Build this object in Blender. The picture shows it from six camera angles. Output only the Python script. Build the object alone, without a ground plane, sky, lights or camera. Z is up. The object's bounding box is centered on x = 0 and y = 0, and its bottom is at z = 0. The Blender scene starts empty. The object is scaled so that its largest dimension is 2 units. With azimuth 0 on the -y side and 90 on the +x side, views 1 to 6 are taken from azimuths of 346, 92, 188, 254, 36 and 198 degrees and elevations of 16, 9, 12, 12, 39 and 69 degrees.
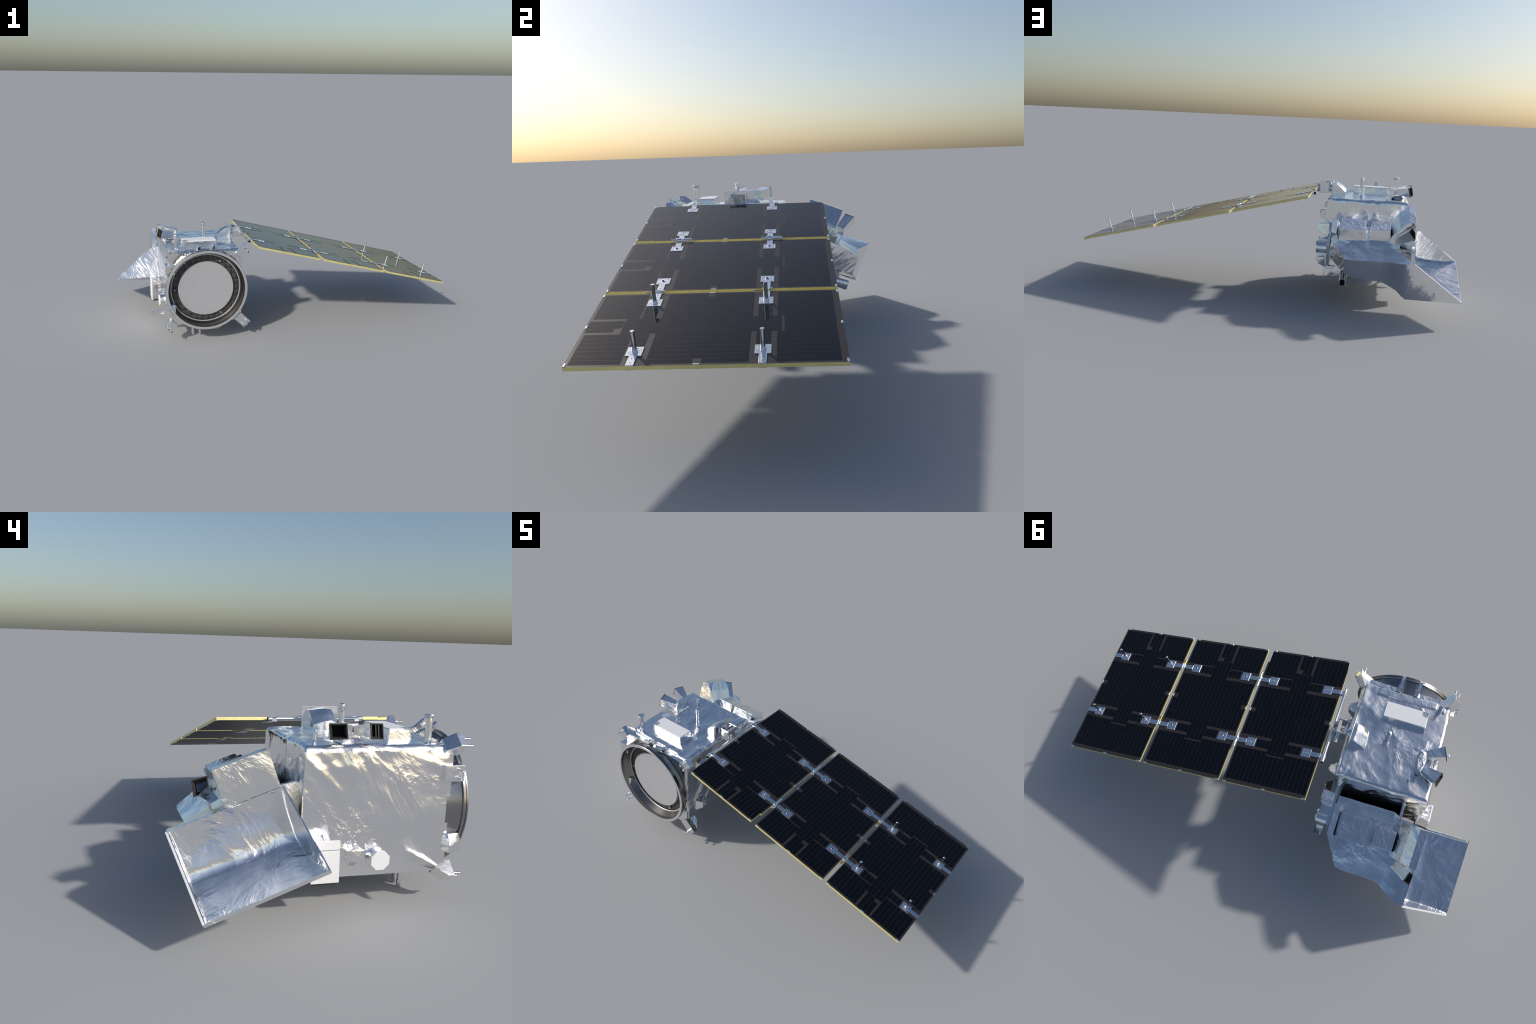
# Earth-observation satellite: foil-wrapped bus, adapter ring, tilted instrument module,
# three-leaf solar wing.  Everything is built from dimensions and rules below.
import bpy, bmesh, math, random
from mathutils import Vector, Matrix, noise

random.seed(11)
V = Vector

# ------------------------------------------------------------------ materials
def new_mat(name):
    m = bpy.data.materials.new(name)
    m.use_nodes = True
    nt = m.node_tree
    b = nt.nodes["Principled BSDF"]
    return m, nt, b

def plain(name, col, rough=0.5, metal=0.0, spec=0.5, ior=1.45, grain=0.06, gscale=60, bump=0.0, coat=0.0):
    """plain coloured material with a faint procedural grain in colour and gloss"""
    m, nt, b = new_mat(name)
    N, Lk = nt.nodes, nt.links
    tc = N.new("ShaderNodeTexCoord")
    nz = N.new("ShaderNodeTexNoise")
    nz.inputs["Scale"].default_value = gscale
    nz.inputs["Detail"].default_value = 4
    Lk.new(tc.outputs["Object"], nz.inputs["Vector"])
    cr = N.new("ShaderNodeValToRGB")
    lo = [c * (1 - grain) for c in col]
    hi = [min(1, c * (1 + grain)) for c in col]
    cr.color_ramp.elements[0].position = 0.3
    cr.color_ramp.elements[1].position = 0.7
    cr.color_ramp.elements[0].color = (*lo, 1)
    cr.color_ramp.elements[1].color = (*hi, 1)
    Lk.new(nz.outputs["Fac"], cr.inputs["Fac"])
    Lk.new(cr.outputs["Color"], b.inputs["Base Color"])
    b.inputs["Roughness"].default_value = rough
    b.inputs["Metallic"].default_value = metal
    b.inputs["IOR"].default_value = ior
    b.inputs["Specular IOR Level"].default_value = spec
    b.inputs["Coat Weight"].default_value = coat
    if bump:
        bp = N.new("ShaderNodeBump")
        bp.inputs["Strength"].default_value = bump
        bp.inputs["Distance"].default_value = 0.002
        Lk.new(nz.outputs["Fac"], bp.inputs["Height"])
        Lk.new(bp.outputs["Normal"], b.inputs["Normal"])
    return m

WDIR = V((-0.45, 0.60, 0.66)).normalized()      # main run of the blanket wrinkles

def foil_mat(name, strength=0.5, scale=9.0, rough=(0.20, 0.32), col=0.93):
    m, nt, b = new_mat(name)
    N, Lk = nt.nodes, nt.links
    tc = N.new("ShaderNodeTexCoord")
    rot = N.new("ShaderNodeMapping")
    q = WDIR.rotation_difference(V((0, 0, 1)))
    rot.inputs["Rotation"].default_value = q.to_euler()
    Lk.new(tc.outputs["Object"], rot.inputs["Vector"])
    scl = N.new("ShaderNodeMapping")
    scl.inputs["Scale"].default_value = (1, 1, 0.24)
    Lk.new(rot.outputs["Vector"], scl.inputs["Vector"])
    def nz(sc, det, vec, typ="FBM", dist=0.0, rg=0.5):
        n = N.new("ShaderNodeTexNoise")
        n.noise_type = typ
        if typ != "RIDGED_MULTIFRACTAL":
            n.normalize = True
        n.inputs["Scale"].default_value = sc
        n.inputs["Detail"].default_value = det
        n.inputs["Roughness"].default_value = rg
        n.inputs["Distortion"].default_value = dist
        Lk.new(vec, n.inputs["Vector"])
        return n.outputs["Fac"]
    big = nz(scale, 3, scl.outputs["Vector"], dist=0.6)
    def math_(op, a, bb=None):
        k = N.new("ShaderNodeMath"); k.operation = op
        for i, x in enumerate((a, bb)):
            if x is None: continue
            if isinstance(x, (int, float)): k.inputs[i].default_value = x
            else: Lk.new(x, k.inputs[i])
        return k.outputs[0]
    rg = N.new("ShaderNodeTexNoise"); rg.noise_type = "RIDGED_MULTIFRACTAL"; rg.normalize = False
    for key, val in (("Scale", scale * 1.5), ("Detail", 4.0), ("Roughness", 0.52), ("Lacunarity", 2.2), ("Offset", 1.0), ("Gain", 2.0), ("Distortion", 0.5)):
        rg.inputs[key].default_value = val
    Lk.new(scl.outputs["Vector"], rg.inputs["Vector"])
    crease = math_("MULTIPLY", math_("MINIMUM", rg.outputs["Fac"], 2.0), 0.55)
    mask = nz(3.2, 2, tc.outputs["Object"])
    mk = N.new("ShaderNodeMapRange")
    mk.inputs["From Min"].default_value = 0.38
    mk.inputs["From Max"].default_value = 0.62
    Lk.new(mask, mk.inputs["Value"])
    fine = nz(55, 3, tc.outputs["Object"])
    h = math_("ADD", big, math_("MULTIPLY", crease, mk.outputs[0]))
    h = math_("ADD", h, math_("MULTIPLY", fine, 0.010))
    bp = N.new("ShaderNodeBump")
    bp.inputs["Strength"].default_value = strength
    bp.inputs["Distance"].default_value = 0.010
    Lk.new(h, bp.inputs["Height"])
    Lk.new(bp.outputs["Normal"], b.inputs["Normal"])
    rr = N.new("ShaderNodeMapRange")
    rr.inputs["To Min"].default_value = rough[0]
    rr.inputs["To Max"].default_value = rough[1]
    Lk.new(nz(6, 2, tc.outputs["Object"]), rr.inputs["Value"])
    Lk.new(rr.outputs[0], b.inputs["Roughness"])
    cr = N.new("ShaderNodeValToRGB")
    cr.color_ramp.elements[0].position = 0.3
    cr.color_ramp.elements[1].position = 0.7
    cr.color_ramp.elements[0].color = (col * .97, col * .97, col * .97, 1)
    cr.color_ramp.elements[1].color = (col, col, col, 1)
    Lk.new(fine, cr.inputs["Fac"])
    Lk.new(cr.outputs["Color"], b.inputs["Base Color"])
    b.inputs["Metallic"].default_value = 1.0
    return m

FOIL = foil_mat("silver_blanket", 0.75, 4.6, (0.13, 0.25))
FOIL_SMALL = foil_mat("silver_blanket_taut", 0.45, 8.0, (0.13, 0.25))
WHITE = plain("white_radiator_paint", (0.86, 0.86, 0.86), 0.62, grain=0.02)
ALU = plain("bare_aluminium", (0.88, 0.89, 0.90), 0.20, 1.0, grain=0.03, gscale=120)
ALU_SHEET = plain("machined_plate", (0.86, 0.88, 0.91), 0.18, 1.0, grain=0.05, gscale=150, bump=0.05)
STEEL = plain("dark_polished_ring", (0.32, 0.315, 0.31), 0.22, 1.0, grain=0.08, gscale=12)
STEEL_IN = plain("ring_inner_cone", (0.27, 0.25, 0.24), 0.27, 1.0, grain=0.08, gscale=10)
FLANGE = plain("ring_flange", (0.60, 0.60, 0.61), 0.45, 0.6, grain=0.04, gscale=40)
DISC = plain("closeout_disc", (0.41, 0.41, 0.42), 0.6, grain=0.015, gscale=30)
DARK = plain("dark_baffle", (0.050, 0.045, 0.042), 0.55, grain=0.08)
BLACK = plain("opening_black", (0.006, 0.006, 0.007), 0.8, spec=0.2)  # flat black for discs and plugs standing in for shaded openings
BAFFLE = plain("baffle_throat", (0.018, 0.017, 0.017), 0.7)
RUBBER = plain("black_groove", (0.015, 0.014, 0.014), 0.5)
KAPTON = plain("yellow_film_edge", (0.82, 0.72, 0.31), 0.45, 0.40, grain=0.08, gscale=25)
SUBSTRATE = plain("panel_brown_film", (0.038, 0.031, 0.029), 0.42, grain=0.06, gscale=40)
CARBON = plain("carbon_sheet", (0.028, 0.028, 0.030), 0.45, grain=0.08, gscale=80)
GOLD = plain("gold_film", (0.75, 0.55, 0.18), 0.25, 1.0, grain=0.06)
LENS = plain("window_glass", (0.02, 0.03, 0.05), 0.05, 0.0, ior=1.9, spec=0.8)

def cell_mat():
    m, nt, b = new_mat("solar_cell_glass")
    N, Lk = nt.nodes, nt.links
    tc = N.new("ShaderNodeTexCoord")
    sx = N.new("ShaderNodeSeparateXYZ")
    Lk.new(tc.outputs["Object"], sx.inputs[0])
    def math_(op, a, bb=None):
        k = N.new("ShaderNodeMath"); k.operation = op
        for i, x in enumerate((a, bb)):
            if x is None: continue
            if isinstance(x, (int, float)): k.inputs[i].default_value = x
            else: Lk.new(x, k.inputs[i])
        return k.outputs[0]
    # thin seam between neighbouring cells along the string
    fr = math_("FRACT", math_("MULTIPLY", math_("ADD", sx.outputs["Y"], 2.0), 1 / 0.0395))
    seam = math_("LESS_THAN", fr, 0.022)
    wn = N.new("ShaderNodeTexWhiteNoise"); wn.noise_dimensions = "2D"
    cb = N.new("ShaderNodeCombineXYZ")
    Lk.new(math_("FLOOR", math_("MULTIPLY", math_("ADD", sx.outputs["Y"], 2.0), 1 / 0.0395)), cb.inputs[0])
    Lk.new(math_("FLOOR", math_("MULTIPLY", sx.outputs["X"], 1 / 0.02175)), cb.inputs[1])
    Lk.new(cb.outputs[0], wn.inputs["Vector"])
    cr = N.new("ShaderNodeValToRGB")
    cr.color_ramp.elements[0].color = (0.0022, 0.0028, 0.0050, 1)
    cr.color_ramp.elements[1].color = (0.0030, 0.0038, 0.0068, 1)
    Lk.new(wn.outputs["Value"], cr.inputs["Fac"])
    mx = N.new("ShaderNodeMix"); mx.data_type = "RGBA"
    Lk.new(seam, mx.inputs["Factor"])
    Lk.new(cr.outputs["Color"], mx.inputs["A"])
    mx.inputs["B"].default_value = (0.010, 0.010, 0.011, 1)
    Lk.new(mx.outputs["Result"], b.inputs["Base Color"])
    b.inputs["Roughness"].default_value = 0.05
    b.inputs["IOR"].default_value = 1.40
    return m
CELL = cell_mat()

def quilt_mat():
    m, nt, b = new_mat("black_quilted_blanket")
    N, Lk = nt.nodes, nt.links
    tc = N.new("ShaderNodeTexCoord")
    sx = N.new("ShaderNodeSeparateXYZ")
    Lk.new(tc.outputs["Object"], sx.inputs[0])
    def math_(op, a, bb=None):
        k = N.new("ShaderNodeMath"); k.operation = op
        for i, x in enumerate((a, bb)):
            if x is None: continue
            if isinstance(x, (int, float)): k.inputs[i].default_value = x
            else: Lk.new(x, k.inputs[i])
        return k.outputs[0]
    def seam(o):
        f = math_("FRACT", math_("ADD", math_("MULTIPLY", o, 1 / QUILT), 20.0))
        return math_("LESS_THAN", math_("ABSOLUTE", math_("SUBTRACT", f, 0.5)), 0.02)
    s = math_("MAXIMUM", seam(sx.outputs["X"]), seam(sx.outputs["Z"]))
    mx = N.new("ShaderNodeMix"); mx.data_type = "RGBA"
    Lk.new(s, mx.inputs["Factor"])
    mx.inputs["A"].default_value = (0.045, 0.042, 0.040, 1)
    mx.inputs["B"].default_value = (0.16, 0.15, 0.14, 1)
    Lk.new(mx.outputs["Result"], b.inputs["Base Color"])
    b.inputs["Roughness"].default_value = 0.42
    return m
QUILT = 0.034
QUILTED = quilt_mat()

# ------------------------------------------------------------------ helpers
def link(ob, parent):
    bpy.context.scene.collection.objects.link(ob)
    if parent is not None:
        ob.parent = parent
    return ob

def wrinkle(p, n, amp, f, seed, run=WDIR, stretch=0.78):
    """blanket relief: slack pillows, branching sharp creases along the run, smooth areas between"""
    o = V((seed * 3.7, seed * 1.3, -seed * 2.1))
    w = noise.noise_vector(p * f * .30 + o) * .9
    q = p * f
    q = q - run * (q.dot(run) * stretch) + o + w
    a = noise.noise(q * .45)
    rm = noise.ridged_multi_fractal(q * .62, 1.0, 2.15, 4, 1.0, 2.0)
    m = noise.noise(p * f * .36 + o * .7)
    m1 = min(1.0, max(0.30, .66 + 1.4 * m))
    return amp * (0.55 * a + 0.95 * (min(rm, 2.2) - 1.0) * m1 - .1)

def finish(bm, name, mats, parent, bevel=0.0, segs=2, crumple=0.0, freq=9, seed=0, angle=28, smooth=True, mat_fn=None):
    bmesh.ops.remove_doubles(bm, verts=bm.verts, dist=1e-6)
    bmesh.ops.recalc_face_normals(bm, faces=bm.faces)
    if bevel > 0:
        ed = [e for e in bm.edges if len(e.link_faces) == 2 and e.calc_face_angle(0) > math.radians(30)]
        bmesh.ops.bevel(bm, geom=ed, offset=bevel, segments=segs, profile=0.5, affect="EDGES", clamp_overlap=True)
    bm.normal_update()
    if crumple > 0:
        mv = [(v, v.normal * wrinkle(v.co, v.normal, crumple, freq, seed)) for v in bm.verts]
        for v, d in mv:
            v.co += d
        bm.normal_update()
    lim = math.radians(angle)
    for f in bm.faces:
        f.smooth = smooth
        if mat_fn:
            f.material_index = mat_fn(f)
    for e in bm.edges:
        if len(e.link_faces) == 2 and e.calc_face_angle(0) > lim:
            e.smooth = False
    me = bpy.data.meshes.new(name)
    bm.to_mesh(me)
    bm.free()
    for m in (mats if isinstance(mats, (list, tuple)) else [mats]):
        me.materials.append(m)
    ob = link(bpy.data.objects.new(name, me), parent)
    if bevel > 0 and smooth:                      # keep flats flat beside their rounded edges
        wn = ob.modifiers.new("weighted", "WEIGHTED_NORMAL")
        wn.keep_sharp = True
        wn.weight = 70
    return ob

def quad_grid(bm, a, b, c, d, nu, nv):
    """bilinear patch a-b-c-d (a->b is u, a->d is v)"""
    g = [[bm.verts.new(a.lerp(b, i / nu).lerp(d.lerp(c, i / nu), j / nv)) for j in range(nv + 1)] for i in range(nu + 1)]
    for i in range(nu):
        for j in range(nv):
            bm.faces.new((g[i][j], g[i + 1][j], g[i + 1][j + 1], g[i][j + 1]))

def hexa(name, mats, parent, bot, top, cell=0.05, **kw):
    """six-sided block from a bottom and a top loop of 4 corners each"""
    bot = [V(p) for p in bot]; top = [V(p) for p in top]
    def n(a, b):
        return max(1, min(90, round((a - b).length / cell)))
    nx, ny, nz = n(bot[0], bot[1]), n(bot[1], bot[2]), max(n(bot[i], top[i]) for i in range(4))
    bm = bmesh.new()
    quad_grid(bm, *bot, nx, ny)
    quad_grid(bm, *top, nx, ny)
    quad_grid(bm, bot[0], bot[1], top[1], top[0], nx, nz)
    quad_grid(bm, bot[3], bot[2], top[2], top[3], nx, nz)
    quad_grid(bm, bot[1], bot[2], top[2], top[1], ny, nz)
    quad_grid(bm, bot[0], bot[3], top[3], top[0], ny, nz)
    return finish(bm, name, mats, parent, **kw)

def box(name, mats, parent, x, y, z, M=None, cell=0.05, **kw):
    c = [[V((a, b, h)) for a, b in ((x[0], y[0]), (x[1], y[0]), (x[1], y[1]), (x[0], y[1]))] for h in z]
    if M is not None:
        c = [[M(p) for p in r] for r in c]
    return hexa(name, mats, parent, c[0], c[1], cell=cell, **kw)

def loft(name, mats, parent, rings, cell=0.05, cap=True, **kw):
    """skin closed rings (same point count) with patches, flat end caps"""
    rings = [[V(p) for p in r] for r in rings]
    bm = bmesh.new()
    k = len(rings[0])
    nseg = [max(1, round(max((r[(j + 1) % k] - r[j]).length for r in rings) / cell)) for j in range(k)]
    for a, b in zip(rings, rings[1:]):
        ns = max(1, round(max((p - q).length for p, q in zip(a, b)) / cell))
        for j in range(k):
            quad_grid(bm, a[j], a[(j + 1) % k], b[(j + 1) % k], b[j], nseg[j], ns)
    if cap:
        for r in ((rings[0],) if cap == "first" else (rings[0], rings[-1])):
            if k == 4 and nseg[0] == nseg[2] and nseg[1] == nseg[3]:
                quad_grid(bm, r[0], r[1], r[2], r[3], nseg[0], nseg[1])
                continue
            vs = []
            for j in range(k):
                for i in range(nseg[j]):
                    vs.append(bm.verts.new(r[j].lerp(r[(j + 1) % k], i / nseg[j])))
            bm.faces.new(vs)
    bmesh.ops.remove_doubles(bm, verts=bm.verts, dist=1e-6)
    big = [f for f in bm.faces if len(f.verts) > 4]
    bmesh.ops.triangulate(bm, faces=big)
    return finish(bm, name, mats, parent, **kw)

def prism(name, mats, parent, pts, ext, **kw):
    """extrude a planar polygon by a vector"""
    a = [V(p) for p in pts]
    e = V(ext)
    return loft(name, mats, parent, [a, [p + e for p in a]], **kw)

def turned(name, mats, parent, prof, origin, axis, steps=32, closed=False, **kw):
    """solid of revolution; prof = (radius, distance along axis)"""
    ax = V(axis).normalized()
    u = ax.orthogonal().normalized()
    w = ax.cross(u)
    o = V(origin)
    bm = bmesh.new()
    rows = []
    for r, h in prof:
        if r < 1e-6:
            rows.append([bm.verts.new(o + ax * h)])
        else:
            rows.append([bm.verts.new(o + ax * h + (u * math.cos(t) + w * math.sin(t)) * r)
                         for t in (2 * math.pi * i / steps for i in range(steps))])
    pairs = list(zip(rows, rows[1:])) + ([(rows[-1], rows[0])] if closed else [])
    for a, b in pairs:
        for i in range(steps):
            j = (i + 1) % steps
            if len(a) == 1 and len(b) == 1:
                continue
            if len(a) == 1:
                bm.faces.new((a[0], b[i], b[j]))
            elif len(b) == 1:
                bm.faces.new((a[i], a[j], b[0]))
            else:
                bm.faces.new((a[i], a[j], b[j], b[i]))
    return finish(bm, name, mats, parent, **kw)

def rod(name, mats, parent, p, q, r, r2=None, steps=20, ch=None, **kw):
    p, q = V(p), V(q)
    L = (q - p).length
    r2 = r if r2 is None else r2
    ch = min(r, r2) * 0.15 if ch is None else ch
    return turned(name, mats, parent, [(0, 0), (r - ch, 0), (r, ch), (r2, L - ch), (r2 - ch, L), (0, L)], p, q - p, steps, **kw)

def copy_of(src, name, parent, loc=(0, 0, 0), rot=(0, 0, 0)):
    ob = src.copy()
    ob.name = name
    ob.parent = parent
    ob.location = loc
    ob.rotation_euler = rot
    bpy.context.scene.collection.objects.link(ob)
    return ob

def horn(name, parent, root, mouth, lip=0.13, depth=0.62, steps=5, skin=FOIL_SMALL):
    """tapered sunshade: foil skin, dark lip, real stepped black throat"""
    root = [V(p) for p in root]; mouth = [V(p) for p in mouth]
    k = len(mouth)
    cm = sum(mouth, V()) / k
    cr = sum(root, V()) / k
    body = loft(name, skin, parent, [root, mouth], cell=0.01, cap="first", bevel=0.0012, crumple=0.0007, freq=30, seed=3)
    out = (cm - cr).normalized()
    def at(f, t, o=0.0):        # ring scaled by f about the axis, t of the way back to the root
        c = cm.lerp(cr, t)
        return [c + ((p - cm).lerp(q - cr, t)) * f + out * o for p, q in zip(mouth, root)]
    f_in = 1 - lip
    seq = [at(1.0, 0.02), at(1.0, 0, .0026), at(f_in, 0, .0026)]
    n_lip = len(seq)
    for i in range(steps):
        t = depth * (i + 1) / steps
        seq.append(at(f_in, t - depth / steps * .35))
        seq.append(at(f_in - .12, t - depth / steps * .3))
        seq.append(at(f_in - .12, t))
        seq.append(at(f_in, t + .005))
    bm = bmesh.new()
    rr = [[bm.verts.new(p) for p in r] for r in seq]
    fs = []
    for n, (a, b) in enumerate(zip(rr, rr[1:])):
        for j in range(k):
            f = bm.faces.new((a[j], a[(j + 1) % k], b[(j + 1) % k], b[j]))
            f.material_index = 0 if n < n_lip else 1
    f = bm.faces.new(rr[-1]); f.material_index = 1
    finish(bm, "aperture_lip", [DARK, BAFFLE], body, smooth=False)
    return body

# ------------------------------------------------------------------ root
sat = bpy.data.objects.new("satellite", None)
sat.empty_display_size = 0.2
sat.location = (0, 0, 0)
bpy.context.scene.collection.objects.link(sat)
sat["label"] = "silver foil wrapped satellite with one dark three-leaf solar wing"
sat["category"] = "satellite"

# ------------------------------------------------------------------ bus
BX0, BX1, BY0, BY1, BZ0, BZ1 = -0.728, -0.310, -0.420, 0.071, 0.108, 0.5315
def bus_ring(x0, x1, y0, y1, z):
    return [(x0, y0, z), (x1, y0, z), (x1, y1, z), (x0, y1, z)]
bus = loft("spacecraft_bus", FOIL, sat, [
    bus_ring(BX0, BX1, BY0 - .010, BY1 + .010, BZ0),
    bus_ring(BX0 - .007, BX1 + .005, BY0 - .010, BY1 + .010, BZ0 + .035),
    bus_ring(BX0 - .010, BX1 + .006, BY0 - .010, BY1 + .006, BZ0 + .20),
    bus_ring(BX0 - .010, BX1 + .006, BY0 - .010, BY1 + .004, BZ1 - .060),
    bus_ring(BX0 - .006, BX1 + .003, BY0 - .005, BY1 + .003, BZ1 - .010),
    bus_ring(BX0, BX1, BY0, BY1, BZ1),
    bus_ring(BX0 + .010, BX1 - .008, BY0 + .008, BY1 - .010, BZ1 + .0065)],
    cell=0.0062, bevel=0.0025, segs=2, crumple=0.0058, freq=12, seed=3)

# --- top deck
radiator_box = hexa("electronics_box", FOIL_SMALL, bus,
    [(-.636, -.338, .525), (-.430, -.338, .525), (-.430, -.251, .525), (-.636, -.251, .525)],
    [(-.631, -.334, .571), (-.434, -.334, .571), (-.434, -.255, .571), (-.631, -.255, .571)],
    cell=0.012, bevel=0.002, crumple=0.0016, freq=24, seed=4)
box("radiator_panel", WHITE, radiator_box, (-.630, -.435), (-.333, -.256), (.570, .5755), bevel=0.0012)
box("cable_duct", FOIL_SMALL, bus, (-.660, -.380), (-.408, -.376), (.526, .547), cell=0.012, bevel=0.003, crumple=0.0012, freq=26, seed=5)

mast = turned("antenna_mast", FOIL_SMALL, bus, [(0, 0), (.016, 0), (.0125, .010), (.0115, .03), (.0105, .078), (.0095, .088), (0, .088)],
              (-.6755, -.3735, .529), (0, 0, 1))
turned("antenna_cap", ALU, mast, [(0, 0), (.010, 0), (.0165, .003), (.0185, .006), (.0185, .010), (.0165, .0135), (0, .0135)],
       (-.6745, -.373, .6155), (0, 0, 1), steps=40)
box("mast_foot", FOIL_SMALL, mast, (-.700, -.678), (-.392, -.372), (.527, .548), bevel=0.002, cell=.008, crumple=.001, freq=30)

pole = turned("boom_pole", FOIL_SMALL, bus, [(0, 0), (.020, 0), (.014, .006), (.0105, .020), (.0095, .040), (.0092, .088), (0, .088)],
              (-.4805, -.149, .5285), (0, 0, 1))
turned("pole_collar", ALU, pole, [(0, 0), (.0085, 0), (.0122, .003), (.0122, .010), (.0100, .012), (.0100, .018), (.0118, .020), (.0110, .0265), (.006, .029), (0, .0295)],
       (-.480, -.148, .6135), (0, 0, 1), steps=24)
stub = turned("sensor_stub", FOIL_SMALL, bus, [(0, 0), (.010, 0), (.0082, .01), (.0072, .034), (.0055, .042), (.003, .0455), (0, .046)],
              (-.622, .0015, .529), (0, 0, 1), steps=20)

# drive fairing : slanted foil cover over the array drive
def fair(y, lift, sx=0.0):
    return [(-.322, y, .529), (-.322, y, .602 + lift * .3), (-.342, y, .602 + lift * .5), (-.372, y, .578 + lift), (-.394 - sx, y, .5565 + lift), (-.398 - sx, y, .525)]
loft("drive_cover", FOIL_SMALL, bus, [fair(-.166, 0.006), fair(-.145, .014, .003), fair(-.115, .010, .004), fair(-.078, 0)],
     cell=0.012, bevel=0.0025, crumple=0.0012, freq=22, seed=6)
drive_plate = box("drive_plate", ALU_SHEET, bus, (-.3240, -.3195), (-.197, -.058), (.533, .6130), bevel=0.0012)
turned("drive_hub", ALU, drive_plate, [(.0, 0), (.028, 0), (.028, .004), (.024, .006), (0, .006)], (-.320, -.130, .570), (1, 0, 0), steps=40)

# --- star trackers on a common bracket
tr_mount = hexa("sensor_mount", FOIL_SMALL, bus,
    [(-.722, -.135, .526), (-.630, -.150, .526), (-.628, -.052, .526), (-.722, -.045, .526)],
    [(-.700, -.118, .556), (-.640, -.128, .556), (-.640, -.066, .556), (-.700, -.062, .556)],
    cell=.012, bevel=.002, crumple=.0016, freq=26, seed=7)
rod("sensor_post", FOIL_SMALL, tr_mount, (-.640, -.142, .526), (-.646, -.138, .584), .0062)
rod("sensor_post", FOIL_SMALL, tr_mount, (-.640, -.060, .526), (-.646, -.064, .584), .0070)
loft("optics_head", FOIL_SMALL, tr_mount,
     [[(-.645, -.135, h), (-.658, -.132, h), (-.671, -.089, h), (-.658, -.030, h), (-.642, -.036, h), (-.631, -.086, h)] for h in (.548, .597)],
     cell=.012, bevel=.002, crumple=.0008, freq=26, seed=8)
hA = horn("star_tracker_hood", tr_mount,
     [(-.664, -.110, .590), (-.656, -.138, .589), (-.661, -.139, .562), (-.670, -.110, .562)],
     [(-.7482, -.1282, .6105), (-.7303, -.1781, .6068), (-.7423, -.1785, .5577), (-.7598, -.1278, .5616)])
hB = horn("star_tracker_hood", tr_mount,
     [(-.664, -.071, .591), (-.654, -.045, .591), (-.658, -.045, .562), (-.670, -.071, .562)],
     [(-.7488, -.0516, .6100), (-.7298, -.0003, .6068), (-.7430, -.0003, .5585), (-.7594, -.0537, .5629)])
for f in (0.40, 0.62):       # two upright slats inside the first hood
    a = V((-.7482, -.1282, .6105)).lerp(V((-.7303, -.1781, .6068)), f)
    b = V((-.7598, -.1278, .5616)).lerp(V((-.7423, -.1785, .5577)), f)
    a, b = a.lerp(b, .12), b.lerp(a, .12)
    rod("hood_slat", DARK, hA, a, b, .0022, steps=4)

# --- thruster pods on the four corners of the ring end, two nozzles each
def pod(name, cx, cz, ang, length, width, y0, y1, noz, taper=0.75):
    """wedge pod, long axis turned by ang in the xz plane, back sloping into the bus corner"""
    d = V((math.cos(ang), 0, math.sin(ang))); s = V((-d.z, 0, d.x))
    c = V((cx, 0, cz))
    def ring(y, a0, a1, k):
        return [c + V((0, y, 0)) + d * (a * length / 2) + s * (b * width / 2 * k) for a, b in ((a0, -1), (a1, -1), (a1, 1), (a0, 1))]
    p = loft(name, FOIL_SMALL, bus, [ring(y0, -1, 1, 1), ring(y0 + .024, -1.1, 1, 1), ring(y1, -1.2, -.15, taper)],
             cell=.010, bevel=.0012, crumple=.0005, freq=24, seed=cx * 10)
    for u, v in noz:
        o = c + d * u + s * v
        turned("thruster_nozzle", ALU, p, [(0, 0), (.0046, 0), (.0046, .008), (.0026, .011), (.0026, .017), (.0042, .024), (.0052, .032), (.0044, .032), (.002, .020), (0, .020)],
               (o.x, y0 + .003, o.z), (0.02, -1, -.06), steps=18)
    return p
pod("thruster_pod", -.7285, .5385, math.radians(135), .052, .052, -.467, -.405, ((.010, -.014), (.010, .014)), .9)
pod("thruster_pod", -.7255, .1040, math.radians(225), .056, .050, -.467, -.405, ((.015, -.012), (.015, .012)), .9)
pod("thruster_pod", -.2980, .5305, math.radians(42), .082, .046, -.452, -.395, ((.018, -.014), (.018, .014)), .72)
pod("thruster_pod", -.3000, .1010, math.radians(-45), .086, .054, -.449, -.385, ((.022, -.012), (.022, .014)), .72)

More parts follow.
